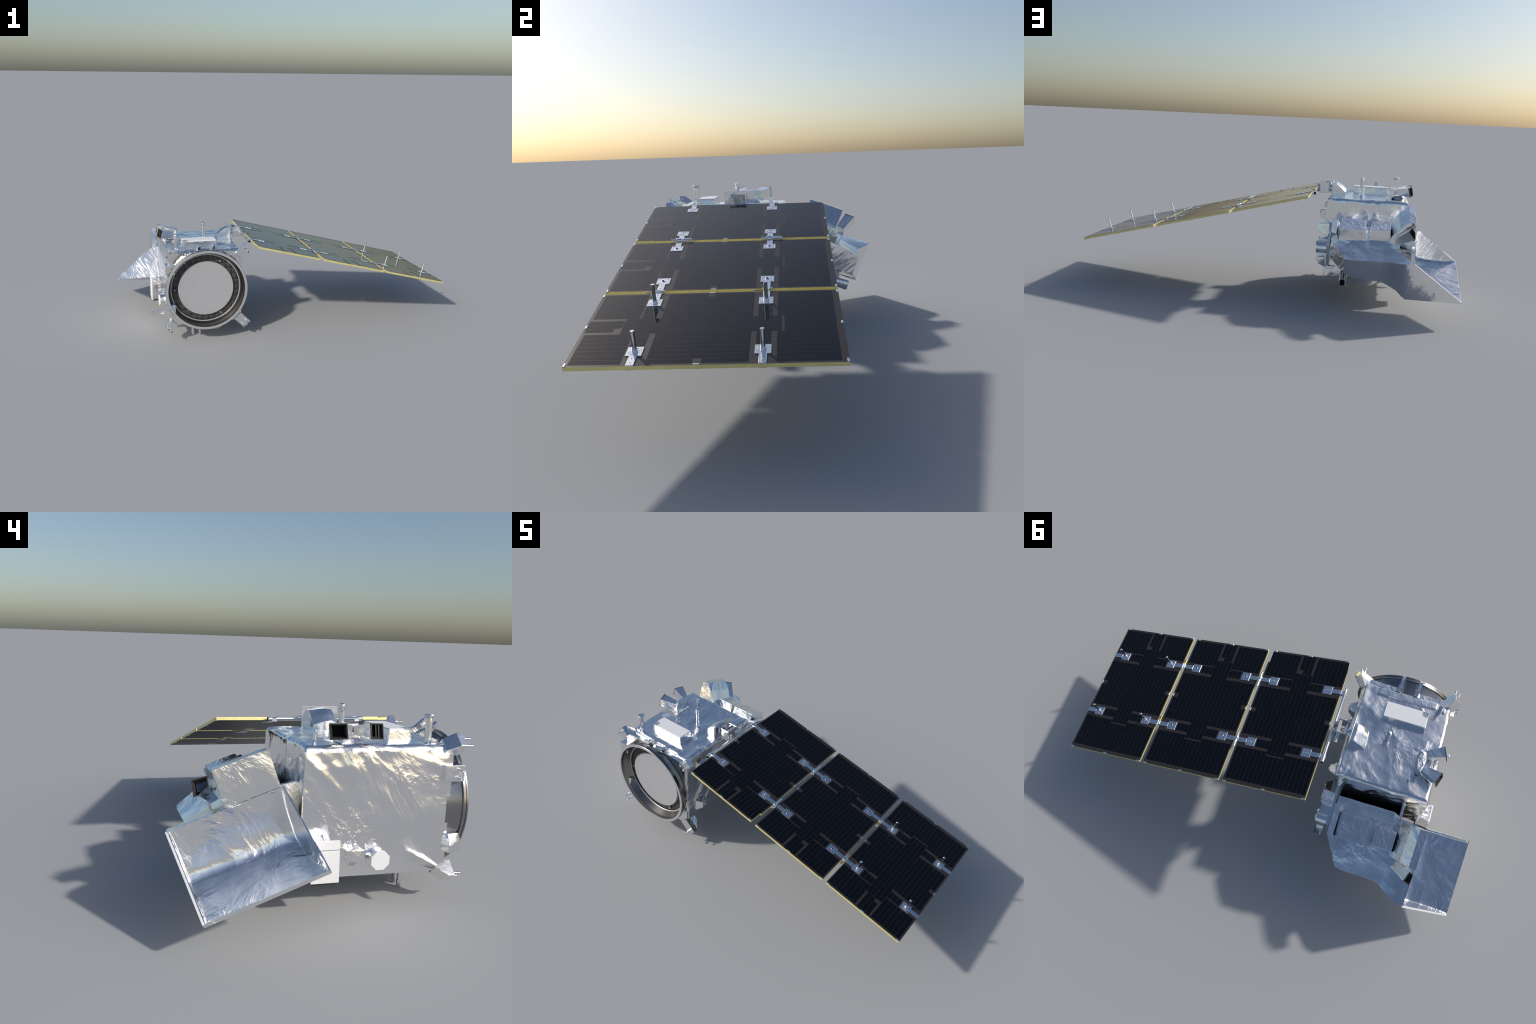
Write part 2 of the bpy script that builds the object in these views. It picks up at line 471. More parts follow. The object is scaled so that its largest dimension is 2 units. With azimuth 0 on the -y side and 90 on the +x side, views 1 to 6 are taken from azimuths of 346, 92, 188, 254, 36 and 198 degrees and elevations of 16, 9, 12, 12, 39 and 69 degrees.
# --- small fittings on the ring end
for x, z in ((-.557, .560), (-.474, .560)):
    f = rod("blanket_standoff", FOIL_SMALL, bus, (x + .004, -.415, z - .02), (x + .002, -.445, z - .008), .015, .012, steps=4)
    rod("standoff_pin", FOIL_SMALL, f, (x, -.436, z - .012), (x - .001, -.476, z + .023), .0115, .0105, steps=4, ch=.0015)
b1 = box("valve_box", FOIL_SMALL, bus, (-.752, -.700), (-.474, -.405), (.418, .472), bevel=.002, cell=.01, crumple=.001, freq=26, seed=9)
for z, y in ((.458, -.450), (.430, -.446)):
    turned("thruster_nozzle", ALU, b1, [(0, 0), (.004, 0), (.0035, .010), (.0055, .020), (.0045, .020), (0, .012)], (-.751, y, z), (-.9, -.4, -.05), steps=14)
loft("valve_box", FOIL_SMALL, bus,
     [[(-.765, -.438, .178), (-.735, -.492, .172), (-.700, -.480, .172), (-.705, -.405, .178)],
      [(-.766, -.436, .205), (-.740, -.494, .205), (-.700, -.484, .205), (-.705, -.405, .205)],
      [(-.744, -.436, .240), (-.742, -.478, .240), (-.700, -.474, .240), (-.705, -.405, .240)]],
     cell=.01, bevel=.002, crumple=.0012, freq=24, seed=10)
box("harness_cover", FOIL_SMALL, bus, (-.330, -.302), (-.434, -.410), (.190, .470), bevel=.003, cell=.01, crumple=.0015, freq=22, seed=12)

# --- sun-side (-x) fittings
rad2 = hexa("battery_box", FOIL_SMALL, bus,
    [(-.722, -.026, .128), (-.722, .050, .128), (-.722, .044, .236), (-.722, -.020, .236)],
    [(-.792, -.034, .121), (-.792, .058, .121), (-.792, .055, .256), (-.792, -.031, .256)],
    cell=.014, bevel=.002, crumple=.0012, freq=22, seed=13)
hexa("radiator_panel", WHITE, rad2,
    [(-.791, -.0345, .1205), (-.791, .0585, .1205), (-.791, .0555, .2565), (-.791, -.0315, .2565)],
    [(-.797, -.0345, .1205), (-.797, .0585, .1205), (-.797, .0555, .2565), (-.797, -.0315, .2565)], bevel=.001)
box("panel_seam", RUBBER, rad2, (-.7976, -.7965), (-.0315, .0555), (.2265, .2275))
box("battery_skirt", DARK, rad2, (-.788, -.735), (-.026, .052), (.112, .1235), bevel=.002)
oct_ = [( -.187 + .0345 * math.cos(math.pi / 4 * i + math.pi / 8), .1705 + .0340 * math.sin(math.pi / 4 * i + math.pi / 8)) for i in range(8)]
cam = turned("cooler_drum", FOIL_SMALL, bus, [(0, 0), (.040, 0), (.037, .006), (.034, .030), (.0335, .0365), (0, .0365)], (-.724, -.183, .171), (-1, 0, 0),
             steps=40, crumple=.0008, freq=26, seed=14)
prism("drum_cap", WHITE, cam, [(-.7605, y, z) for y, z in oct_], (-.0065, 0, 0), bevel=.001)
box("connector_box", FOIL_SMALL, bus, (-.762, -.722), (-.132, -.0735), (.170, .2075), bevel=.002, cell=.01, crumple=.001, freq=28, seed=15)
box("thermostat_patch", FLANGE, bus, (-.7355, -.722), (-.120, -.094), (.147, .168), bevel=.001, cell=.006, crumple=.001, freq=40)
fin = hexa("antenna_blade", FOIL_SMALL, bus,
    [(-.715, -.362, .142), (-.826, -.361, .147), (-.826, -.349, .147), (-.715, -.325, .142)],
    [(-.715, -.362, .172), (-.826, -.361, .166), (-.826, -.349, .166), (-.715, -.325, .172)], cell=.012, bevel=.002, crumple=.0008, freq=24, seed=16)
rod("blade_tip", ALU, fin, (-.822, -.366, .150), (-.830, -.352, .156), .004)

# --- array side (+x) lifting brackets
def bracket(y, z, parent):
    loft("lifting_bracket", FOIL_SMALL, parent,
         [[(-.314, y - .040, z + .026), (-.314, y + .036, z + .026), (-.314, y + .036, z - .050), (-.314, y - .040, z - .050)],
          [(-.271, y - .017, z + .016), (-.271, y + .013, z + .016), (-.271, y + .013, z - .019), (-.271, y - .017, z - .019)]],
         cell=.012, bevel=.0015, crumple=.001, freq=24, seed=y * 9)
    rod("bracket_bolt", ALU, parent, (-.272, y - .002, z), (-.266, y - .002, z), .005, steps=12)
bracket(.024, .452, bus); bracket(-.307, .452, bus); bracket(-.336, .212, bus); bracket(.020, .212, bus)

# --- ground side (-z)
for x, y in ((-.5865, -.3600), (-.5450, -.3640)):
    s = rod("antenna_stalk", ALU, bus, (x, y, .112), (x, y, .024), .0068)
    rod("stalk_cap", ALU, s, (x, y, .028), (x, y, .0004), .0090, .0098)
dish = turned("ground_dish", FLANGE, bus, [(0, .010), (.018, .008), (.038, -.002), (.040, -.004), (.036, -.010), (.016, -.008), (0, -.007)], (-.455, -.375, .040), (0, -.1, -1), steps=36)
rod("dish_stem", ALU, dish, (-.455, -.370, .112), (-.455, -.375, .046), .008)

# ------------------------------------------------------------------ adapter ring
RC = V((-.5188, 0, .319))
def ry(y): return (RC.x, y, RC.z)
ring = turned("adapter_ring", STEEL, sat,
    [(.2060, 0.062), (.2125, 0.062), (.2135, .040), (.2300, -.002), (.2320, -.010), (.2240, -.014), (.2240, -.002), (.2070, .040)],
    ry(-.480), (0, 1, 0), steps=160, closed=True, angle=40)
turned("ring_flange", [STEEL, FLANGE], ring,
    [(.2228, 0.0), (.2362, 0.0), (.2376, .0014), (.2376, .0060), (.2352, .0070), (.2352, .0092), (.2376, .0102), (.2376, .0175), (.2360, .0190), (.2215, .0190), (.2215, .012)],
    ry(-.4975), (0, 1, 0), steps=160, closed=True, angle=25,
    mat_fn=lambda f: 1 if f.normal.y < -.9 and f.calc_center_median().y < -.497 else 0)
turned("ring_cone", STEEL_IN, ring, [(.2224, 0.0004), (.2210, .003), (.2214, .016), (.2195, .020), (.2045, .0500), (.1995, .0505), (.1985, .053), (.2000, .057), (.2000, .0785), (.2060, .0785)], ry(-.4968), (0, 1, 0), steps=160)
turned("separation_groove", FLANGE, ring, [(.2046, 0), (.2036, -.0012), (.2000, -.0012), (.1985, .001), (.1985, .004)], ry(-.4468), (0, 1, 0), steps=160)
# foil corner blankets between the round ring and the square bus end
for k in range(4):
    bm = bmesh.new()
    N1, N2 = 26, 8
    t0, t1 = math.radians(12 + 90 * k), math.radians(78 + 90 * k)
    def surf(y):
        g = []
        for i in range(N1 + 1):
            t = t0 + (t1 - t0) * i / N1
            c_, s_ = math.cos(t), math.sin(t)
            ro = .2125 / max(abs(c_), abs(s_)) - .001
            g.append([bm.verts.new((RC.x + c_ * (.2165 + (max(ro, .2170) - .2165) * j / N2), y, RC.z + s_ * (.2165 + (max(ro, .2170) - .2165) * j / N2))) for j in range(N2 + 1)])
        return g
    A, B = surf(-.441), surf(-.420)
    for G_ in (A, B):
        for i in range(N1):
            for j in range(N2):
                bm.faces.new((G_[i][j], G_[i + 1][j], G_[i + 1][j + 1], G_[i][j + 1]))
    for i in range(N1):
        for j in (0, N2):
            bm.faces.new((A[i][j], A[i + 1][j], B[i + 1][j], B[i][j]))
    for i in (0, N1):
        for j in range(N2):
            bm.faces.new((A[i][j], A[i][j + 1], B[i][j + 1], B[i][j]))
    finish(bm, "ring_blanket", FOIL_SMALL, ring, bevel=.002, crumple=.0022, freq=14, seed=50 + k)
# quilted black floor
bm = bmesh.new()
NR, NA = 26, 420
def pillow(x, z):
    return abs(math.sin(math.pi * (x / QUILT + .5)) * math.sin(math.pi * (z / QUILT + .5))) ** .6
rows = []
for i in range(NR + 1):
    r = .140 + (.2005 - .140) * i / NR
    row = []
    for j in range(NA):
        t = 2 * math.pi * j / NA
        x, z = RC.x + r * math.cos(t), RC.z + r * math.sin(t)
        edge = min(1, (.2005 - r) / .008)
        row.append(bm.verts.new((x, -.4375 - .0060 * pillow(x, z) * edge, z)))
    rows.append(row)
for a, b in zip(rows, rows[1:]):
    for j in range(NA):
        bm.faces.new((a[j], a[(j + 1) % NA], b[(j + 1) % NA], b[j]))
finish(bm, "quilted_floor", QUILTED, ring, angle=180)
disc = turned("closeout_disc", [DISC, RUBBER], ring, [(0, 0), (.1600, 0), (.1615, .0012), (.1615, .024), (.150, .026), (0, .026)], ry(-.4545), (0, 1, 0), steps=128)
# rivets round the disc and the flange
riv = turned("rivet", DARK, disc, [(0, -.0009), (.0010, -.0006), (.0013, .0004), (0, .0004)], (0, 0, 0), (0, 1, 0), steps=8)
riv.location = (RC.x, -.4545, RC.z)
for r, n, ph in ((.083, 8, .39), (.157, 16, 0.1)):
    for i in range(n):
        t = ph + 2 * math.pi * i / n
        copy_of(riv, "rivet", disc, (RC.x + r * math.cos(t), -.4545, RC.z + r * math.sin(t)))
bm = bmesh.new()
for i in range(120):
    t = 2 * math.pi * i / 120
    o = V((RC.x + .2300 * math.cos(t), -.4979, RC.z + .2300 * math.sin(t)))
    bmesh.ops.create_cone(bm, cap_ends=True, segments=8, radius1=.0011, radius2=.0011, depth=.0010,
                          matrix=Matrix.Translation(o) @ Matrix.Rotation(math.pi / 2, 4, "X"))
bolts = finish(bm, "flange_bolts", DARK, ring, angle=30)
bolts["kind"] = "stuff"
# three separation fittings on the floor, one white probe
for t in (math.radians(62), math.radians(-61), math.radians(180)):
    o = V((RC.x + .180 * math.cos(t), -.4425, RC.z + .180 * math.sin(t)))
    f = turned("separation_fitting", DARK, ring, [(0, -.002), (.004, -.004), (.0085, -.004), (.0098, 0), (.0098, .008), (0, .008)], o, (0, 1, 0), steps=20)
    turned("fitting_eye", FLANGE, f, [(.0042, -.0046), (.0052, -.0056), (.0062, -.0046)], o, (0, 1, 0), steps=20)
for t, k in ((math.radians(206), 1.0), (math.radians(128), .4)):
    a = V((RC.x + .206 * math.cos(t), -.452, RC.z + .206 * math.sin(t)))
    b = V((RC.x + .196 * math.cos(t), -.452 - .022 * k, RC.z + .196 * math.sin(t)))
    turned("release_probe", ALU, ring, [(0, -.004), (.007, -.004), (.006, .012 * k), (.002, .024 * k), (0, .025 * k)], a, b - a, steps=16)

# ------------------------------------------------------------------ tilted instrument module
CT, ST = math.cos(math.radians(20)), math.sin(math.radians(20))
def T(p):
    """module frame (x, forward, up) -> world : pitched 20 degrees nose-down about x"""
    x, a, b = p
    return V((x, CT * a + ST * b, -ST * a + CT * b))

def sect(x, yb, yf, tb, tm, tf, bb, bf, dx=0.0):
    """module section at x: ramp at the back, flat top, curled front lip, sloping belly"""
    k = 0.0 if tb > .44 else 1.0
    return [T((x, yb, tb - .028 * k)), T((x, yb + .055 * k + .02 * (1 - k), tb + .012 * k)), T((x, yb + .55 * (yf - yb), tm)), T((x, yf, tf)),
            T((x + dx, yf - .004, bf)), T((x + dx, yb, bb))]
module = loft("instrument_module", FOIL, sat, [
    sect(-.352, -.030, .160, .430, .442, .4385, .290, .325),
    sect(-.392, -.030, .226, .432, .442, .4260, .290, .325),
    sect(-.431, -.030, .291, .434, .442, .4120, .288, .322),
    sect(-.460, -.030, .2975, .435, .442, .4110, .286, .309),
    sect(-.540, -.030, .2985, .436, .442, .4120, .280, .300),
    sect(-.618, -.030, .2985, .436, .442, .4150, .274, .292),
    sect(-.646, -.015, .308, .4405, .443, .4200, .270, .286),
    sect(-.690, -.006, .338, .444, .446, .4360, .258, .276),
    sect(-.722, -.003, .358, .446, .448, .4470, .2545, .2580, .004),
    sect(-.745, .000, .3620, .448, .450, .4520, .2530, .2550, .012),
    sect(-.768, .000, .3625, .449, .4495, .4515, .2525, .2530, .029)],
    cell=.0075, bevel=.0015, segs=2, crumple=.0044, freq=13, seed=24)
# open scoop-shaped sun shield: floor, two triangular side walls, inner wall
hexa("shield_floor", FOIL, module,
    [T((-.735, -.006, .2490)), T((-1.0, -.006, .2500)), T((-1.0, .3625, .2500)), T((-.735, .3625, .2490))],
    [T((-.735, -.006, .2515)), T((-1.0, -.006, .2535)), T((-1.0, .3625, .2535)), T((-.735, .3625, .2515))], cell=.02, bevel=.0006)
box("shield_rim", FOIL_SMALL, module, (-1.0006, -.9970), (-.0065, .3650), (.2492, .2600), M=T, cell=.03, bevel=.0008)
bm = bmesh.new()
NU, NV = 96, 110
grid = []
for i in range(NU + 1):
    u = i / NU
    e = min(u, 1 - u) / .028
    g = 1.0 if e >= 1 else e * e * (3 - 2 * e)
    col = []
    for j in range(NV + 1):
        v = j / NV
        A, B, C = V((-1.0, 0, .2588)), V((-.7690, 0, .4525)), V((-.756, 0, .2580))
        w = 4.2
        v2 = .5 + .5 * math.copysign(abs(2 * v - 1) ** 1.7, 2 * v - 1)      # more rows near the corner
        a, c, b = (1 - v2) ** 2, 2 * w * v2 * (1 - v2), v2 ** 2
        P = (A * a + C * c + B * b) / (a + b + c)
        # foot of the straight rim line beneath/above this point
        tt = max(0, min(1, (P - A).dot(B - A) / (B - A).length_squared))
        P = A.lerp(B, tt).lerp(P, g)
        edge = min(1, 12 * min(v, 1 - v)) * min(1, 20 * min(u, 1 - u))
        q = T((P.x, -.003 + .3645 * u, P.z))
        nrm = T((-.62, 0, .78)).normalized()
        col.append(bm.verts.new(q + nrm * wrinkle(q, nrm, .0058, 12, 40, V((.12, CT, -ST + .22)).normalized(), .72) * edge))
    grid.append(col)
for i in range(NU):
    for j in range(NV):
        bm.faces.new((grid[i][j], grid[i + 1][j], grid[i + 1][j + 1], grid[i][j + 1]))
finish(bm, "shield_lining", FOIL, module, angle=180)
WB, WT = -.728, -.764
def shield_wall(y, t, name, seed, cr):
    bm = bmesh.new()
    for yy in (y, y + t):
        quad_grid(bm, T((WB, yy, .2510)), T((-1.0002, yy, .2500)), T((-1.0002, yy, .2585)), T((WT, yy, .4530)), 44, 30)
    for a, b in (((WB, .2510), (-1.0002, .2500)), ((-1.0002, .2585), (WT, .4530)), ((-1.0002, .2500), (-1.0002, .2585)), ((WT, .4530), (WB, .2510))):
        n = 44 if abs(a[0] - b[0]) > .1 else 30
        quad_grid(bm, T((a[0], y, a[1])), T((b[0], y, b[1])), T((b[0], y + t, b[1])), T((a[0], y + t, a[1])), n, 1)
    finish(bm, name, FOIL, module, crumple=cr, freq=17, seed=seed)
shield_wall(-.0075, .0050, "shield_wall", 41, .0024)
shield_wall(.3570, .0068, "shield_wall", 42, .0022)
# thin bright hem along the free edge of the front wall
loft("shield_hem", WHITE, module, [[T((x, y, z + o)) for y, o in ((.3600, -.0012), (.3600, .0020), (.3668, .0020), (.3668, -.0012))] for x, z in ((-.766, .4525), (-1.0005, .2585))], bevel=.0006)
# drum slung under the module
drum_c = T((-.527, .165, .330)); drum_ax = T((0, 0, -1))
turned("telescope_drum", FOIL_SMALL, module, [(0, 0), (.084, 0), (.084, .080), (.079, .101), (.072, .105), (.068, .085), (0, .085)], drum_c, drum_ax, steps=56, crumple=.0012, freq=20, seed=44)

hexa("equipment_rail", FOIL_SMALL, module,
    [T((-.3530, .000, .430)), T((-.3920, .000, .430)), T((-.3920, .152, .430)), T((-.3530, .152, .430))],
    [T((-.3445, .010, .477)), T((-.3765, .010, .474)), T((-.3775, .1555, .474)), T((-.3480, .1560, .478))],
    cell=.011, bevel=.002, crumple=.0012, freq=20, seed=45)
hood = hexa("scan_mirror_hood", FOIL_SMALL, module,
    [T((-.391, .036, .430)), T((-.529, .036, .430)), T((-.529, .158, .430)), T((-.391, .158, .430))],
    [T((-.391, .040, .500)), T((-.5215, .040, .500)), T((-.5215, .1525, .500)), T((-.3925, .1525, .500))],
    cell=.011, bevel=.002, crumple=.0014, freq=20, seed=22)
hexa("calibration_hood", FOIL_SMALL, module,
    [T((-.541, .046, .430)), T((-.649, .046, .430)), T((-.649, .146, .430)), T((-.541, .146, .430))],
    [T((-.549, .050, .499)), T((-.6455, .050, .499)), T((-.6455, .1395, .499)), T((-.549, .1395, .499))],
    cell=.011, bevel=.002, crumple=.0014, freq=20, seed=23)
def tb_ring(y0, s):
    return [T((x, y0 + s * dy, z)) for x, z, dy in ((-.640, .436, -.022), (-.767, .436, .0), (-.766, .470, .0), (-.762, .574, -.001), (-.730, .573, -.004), (-.690, .536, -.010), (-.656, .484, -.018))]
loft("thermal_block", FOIL_SMALL, module, [tb_ring(.002, 0), tb_ring(.1815, 1)],
    cell=.009, bevel=.002, crumple=.0026, freq=20, seed=25)
h = horn("sun_sensor_hood", module,
     [(-.661, .3585, .388), (-.681, .3290, .405), (-.685, .3270, .374), (-.676, .3480, .356), (-.665, .3556, .356)],
     [(-.7235, .4173, .4409), (-.7414, .3747, .4572), (-.7595, .3735, .4319), (-.7600, .4025, .4045), (-.7560, .4160, .3990)],
     depth=.42, steps=1)
prism("calibration_window", LENS, h, [(-.7190, .4040, .4330), (-.7330, .3770, .4420), (-.7420, .3760, .4290), (-.7430, .3940, .4120), (-.7400, .4030, .4080)], (.0010, 0, 0))
rod("sun_sensor_leg", ALU, h, (-.690, .362, .372), (-.690, .352, .340), .004)

# vertical plate and electronics boxes on the array side of the module
plate = loft("mounting_plate", ALU_SHEET, module,
    [[(x, .074, .408), (x, .243, .320), (x, .214, .186), (x, .066, .236)] for x in (-.3265, -.3440)], bevel=.003, cell=.02, crumple=.0008, freq=14, seed=27)
hexa("electronics_box", FOIL_SMALL, plate,
    [(-.332, .112, .344), (-.332, .166, .340), (-.274, .162, .372), (-.274, .114, .376)],
    [(-.332, .112, .414), (-.332, .160, .414), (-.272, .154, .4145), (-.272, .1125, .413)], cell=.012, bevel=.002, crumple=.0016, freq=22, seed=28)
hexa("electronics_box", FOIL_SMALL, plate,
    [(-.330, .156, .270), (-.330, .196, .270), (-.281, .196, .270), (-.281, .158, .270)],
    [(-.330, .156, .347), (-.330, .196, .336), (-.281, .194, .334), (-.281, .158, .344)], cell=.012, bevel=.002, crumple=.0016, freq=22, seed=29)
turned("momentum_wheel", FOIL_SMALL, plate, [(0, 0), (.033, 0), (.034, .008), (.034, .050), (.031, .054), (0, .054)], (-.327, .205, .296), (1, 0, 0), steps=36, crumple=.001, freq=24, seed=30)
hexa("electronics_box", FOIL_SMALL, plate,
    [(-.330, .176, .226), (-.330, .224, .226), (-.276, .224, .230), (-.276, .178, .230)],
    [(-.330, .176, .272), (-.330, .226, .268), (-.275, .226, .268), (-.275, .178, .272)], cell=.012, bevel=.002, crumple=.0014, freq=22, seed=31)
hexa("connector_hood", FOIL_SMALL, plate,
    [(-.326, .225, .196), (-.326, .270, .206), (-.292, .276, .222), (-.292, .230, .216)],
    [(-.324, .230, .250), (-.319, .282, .249), (-.284, .277, .2445), (-.284, .230, .245)], cell=.012, bevel=.002, crumple=.001, freq=22, seed=32)
box("plate_foot", ALU_SHEET, plate, (-.371, -.330), (.188, .222), (.186, .200), bevel=.002)
# star tracker tube slung under the module
tb = V((-.4242, .3544, .1510)); td = V((0, CT, -ST * .95)).normalized()
up = V((1, 0, 0)).cross(td).normalized()
def stadium(c, rx, rz, n=28):
    return [c + V((1, 0, 0)) * (rx * math.copysign(abs(math.cos(t)) ** .7, math.cos(t))) + up * (rz * math.copysign(abs(math.sin(t)) ** .7, math.sin(t)))
            for t in (2 * math.pi * i / n for i in range(n))]
tube = loft("telescope_tube", FOIL_SMALL, module, [stadium(tb - td * .17, .016, .021), stadium(tb - td * .004, .0170, .0225), stadium(tb, .0160, .0215), stadium(tb, .0125, .0185), stadium(tb - td * .004, .0122, .0180)], cell=.03, angle=40)
loft("tube_black_plug", BLACK, tube, [stadium(tb - td * .06, .0124, .0184), stadium(tb - td * .0015, .0124, .0184)], cell=.03)  # solid black plug, stands in for the dark inside of the tube
turned("tube_lug", ALU, tube, [(0, 0), (.0035, 0), (.0035, .08), (.0045, .082), (.004, .086), (0, .087)], tb + V((-.022, -.085, .008)), td, steps=12)
# foil-wrapped strut between bus corner and module
hexa("interface_strut", FOIL_SMALL, module,
    [(-.653, .060, .200), (-.638, .060, .200), (-.638, .100, .200), (-.653, .100, .200)],
    [(-.653, .060, .416), (-.638, .060, .416), (-.638, .124, .402), (-.653, .124, .402)], cell=.012, bevel=.003, crumple=.0012, freq=24, seed=33)

# ------------------------------------------------------------------ solar wing
TILT = math.atan(0.2491)
P0 = V((-.2137, 0, .5603))
DS = V((math.cos(TILT), 0, -math.sin(TILT)))
DN = V((math.sin(TILT), 0, math.cos(TILT)))
Y0, Y1 = -.4855, .2378
TH = .0115
T0, T1 = .0030, .4075
PITCH, ANCH = .02175, .1605
LINES = [ANCH + PITCH * k for k in range(-7, 12)]         # 0.0083 .. 0.3998
YB = (-.3145, .0200)                                      # bracket centre lines

def slab(bm, t, y, h):
    vs = [bm.verts.new((a, b, c)) for c in h for a, b in ((t[0], y[0]), (t[1], y[0]), (t[1], y[1]), (t[0], y[1]))]
    for f in ((3, 2, 1, 0), (4, 5, 6, 7), (0, 1, 5, 4), (1, 2, 6, 5), (2, 3, 7, 6), (3, 0, 4, 7)):
        bm.faces.new([vs[i] for i in f])

def boxmesh(name, mats, parent, slabs, bevel=0.0, **kw):
    bm = bmesh.new()
    for s in slabs:
        slab(bm, *s)
    return finish(bm, name, mats, parent, bevel=bevel, segs=1, **kw)

def strings():
    """rectangles (t0,t1,y0,y1) of every cell string, from the wing's layout rules"""
    out = []
    inner = [(LINES[i], LINES[i + 1]) for i in range(0, 7)]
    mid = [(LINES[i], LINES[i + 1]) for i in range(7, 11)]
    outer = [(LINES[i], LINES[i + 1]) for i in range(11, 18)]
    for a, b in inner + outer:
        out.append((a, b, -.4760, -.3395))                # near field
        gap = a < .02 or b > .385                          # hold-down notch in the edge rows
        if gap:
            out.append((a, b, -.2780, -.1570)); out.append((a, b, -.1360, -.0145))
        else:
            out.append((a, b, -.2780, -.0145))
        out.append((a, b, .0545, .2195))                  # far field
    for a, b in inner:
        if b > .1:
            out.append((max(a, .0925), b, -.3355, -.2930)); out.append((max(a, .0925), b, -.0010, .0405))
    for a, b in outer:
        if a < .31:
            out.append((a, min(b, .3145), -.3355, -.2930)); out.append((a, min(b, .3145), -.0010, .0405))
    for a, b in mid:
        out.append((a, b, -.3780, .0685)); out.append((a, b, .0741, .2195))
    m0, m1 = .1722, .2372
    w = (m1 - m0) / 3
    for k in range(3):
        out.append((m0 + k * w, m0 + (k + 1) * w, -.4795, -.3780 if k < 2 else -.3990))
    return out

G = .00062
def build_strings(panel):
    for a, b, c, d in strings():
        boxmesh("solar_cell_string", CELL, panel, [((a + G, b - G), (c + G, d - G), (-.0004, .00009))])

def holed_plate(bm, t, y, h0, h1):
    slab(bm, t, y, (h0, h1))

def hold_down(panel, t0, t1, yc, edge, ornate):
    """T-shaped machined plate: square pad + neck out to the hinge line"""
    e = (t1, edge) if edge > t1 else (edge, t0)
    pl = boxmesh("hold_down_plate", ALU_SHEET, panel,
                 [((t0, t1), (yc - .0213, yc + .0213), (-.0005, .0022)), (e, (yc - .0105, yc + .0105), (-.0005, .0024))], bevel=.0006)
    tc = (t0 + t1) / 2
    if ornate:
        # milled pockets: four curved troughs and a centre pin
        bm = bmesh.new()
        for k in range(4):
            ang = k * math.pi / 2
            for j in range(-4, 4):
                for rad, off in ((.0165, .010), (.0115, .006)):
                    u0, u1 = j * off / 4, (j + 1) * off / 4
                    r0 = rad - .004 * (1 - (j / 4) ** 2); r1 = rad - .004 * (1 - ((j + 1) / 4) ** 2)
                    p = []
                    for u, r in ((u0, r0), (u1, r1)):
                        for dr in (-.00045, .00045):
                            x, yv = r + dr, u
                            p.append((tc + x * math.cos(ang) - yv * math.sin(ang), yc + x * math.sin(ang) + yv * math.cos(ang)))
                    q = [p[0], p[1], p[3], p[2]]
                    lo = [bm.verts.new((a, b, .0021)) for a, b in q]
                    hi = [bm.verts.new((a, b, .0028)) for a, b in q]
                    bm.faces.new(hi)
                    for i in range(4):
                        bm.faces.new((lo[i], lo[(i + 1) % 4], hi[(i + 1) % 4], hi[i]))
        m = finish(bm, "milled_ribs", FLANGE, pl, smooth=False)
        m["kind"] = "stuff"
        turned("locating_pin", ALU, pl, [(0, 0), (.0022, 0), (.0022, .002), (.0012, .003), (0, .003)], (tc, yc, .002), (0, 0, 1), steps=12)
    else:
        turned("bush", ALU, pl, [(.0042, 0), (.0066, 0), (.0066, .0012), (.0055, .0022), (.0042, .0016)], (tc, yc, .0021), (0, 0, 1), steps=20, closed=True)
        turned("bush_black_disc", BLACK, pl, [(0, 0), (.0042, 0), (.0042, .0008), (0, .0008)], (tc, yc, .0020), (0, 0, 1), steps=16)  # black disc laid on the plate in place of a real hole
        for a in (-1, 1):
            for b in (-1, 1):
                turned("screw_head", DARK, pl, [(0, 0), (.0016, 0), (.0014, .0006), (0, .0006)], (tc + a * .0135, yc + b * .0135, .0021), (0, 0, 1), steps=10)
    for k in (.3, .75):
        tt = e[0] + (e[1] - e[0]) * k
        turned("screw_head", DARK, pl, [(0, 0), (.0016, 0), (.0014, .0006), (0, .0006)], (tt, yc, .0023), (0, 0, 1), steps=10)
    return pl

post_src = None
def posts(panel, tc):
    for yc in YB:
        p = turned("release_post", ALU, panel, [(0, 0), (.0078, 0), (.0078, .008), (.0062, .010), (.0058, .013), (.0058, .0615), (.0052, .0622), (0, .0622)],
                   (tc, yc, .001), (0, 0, 1), steps=24)

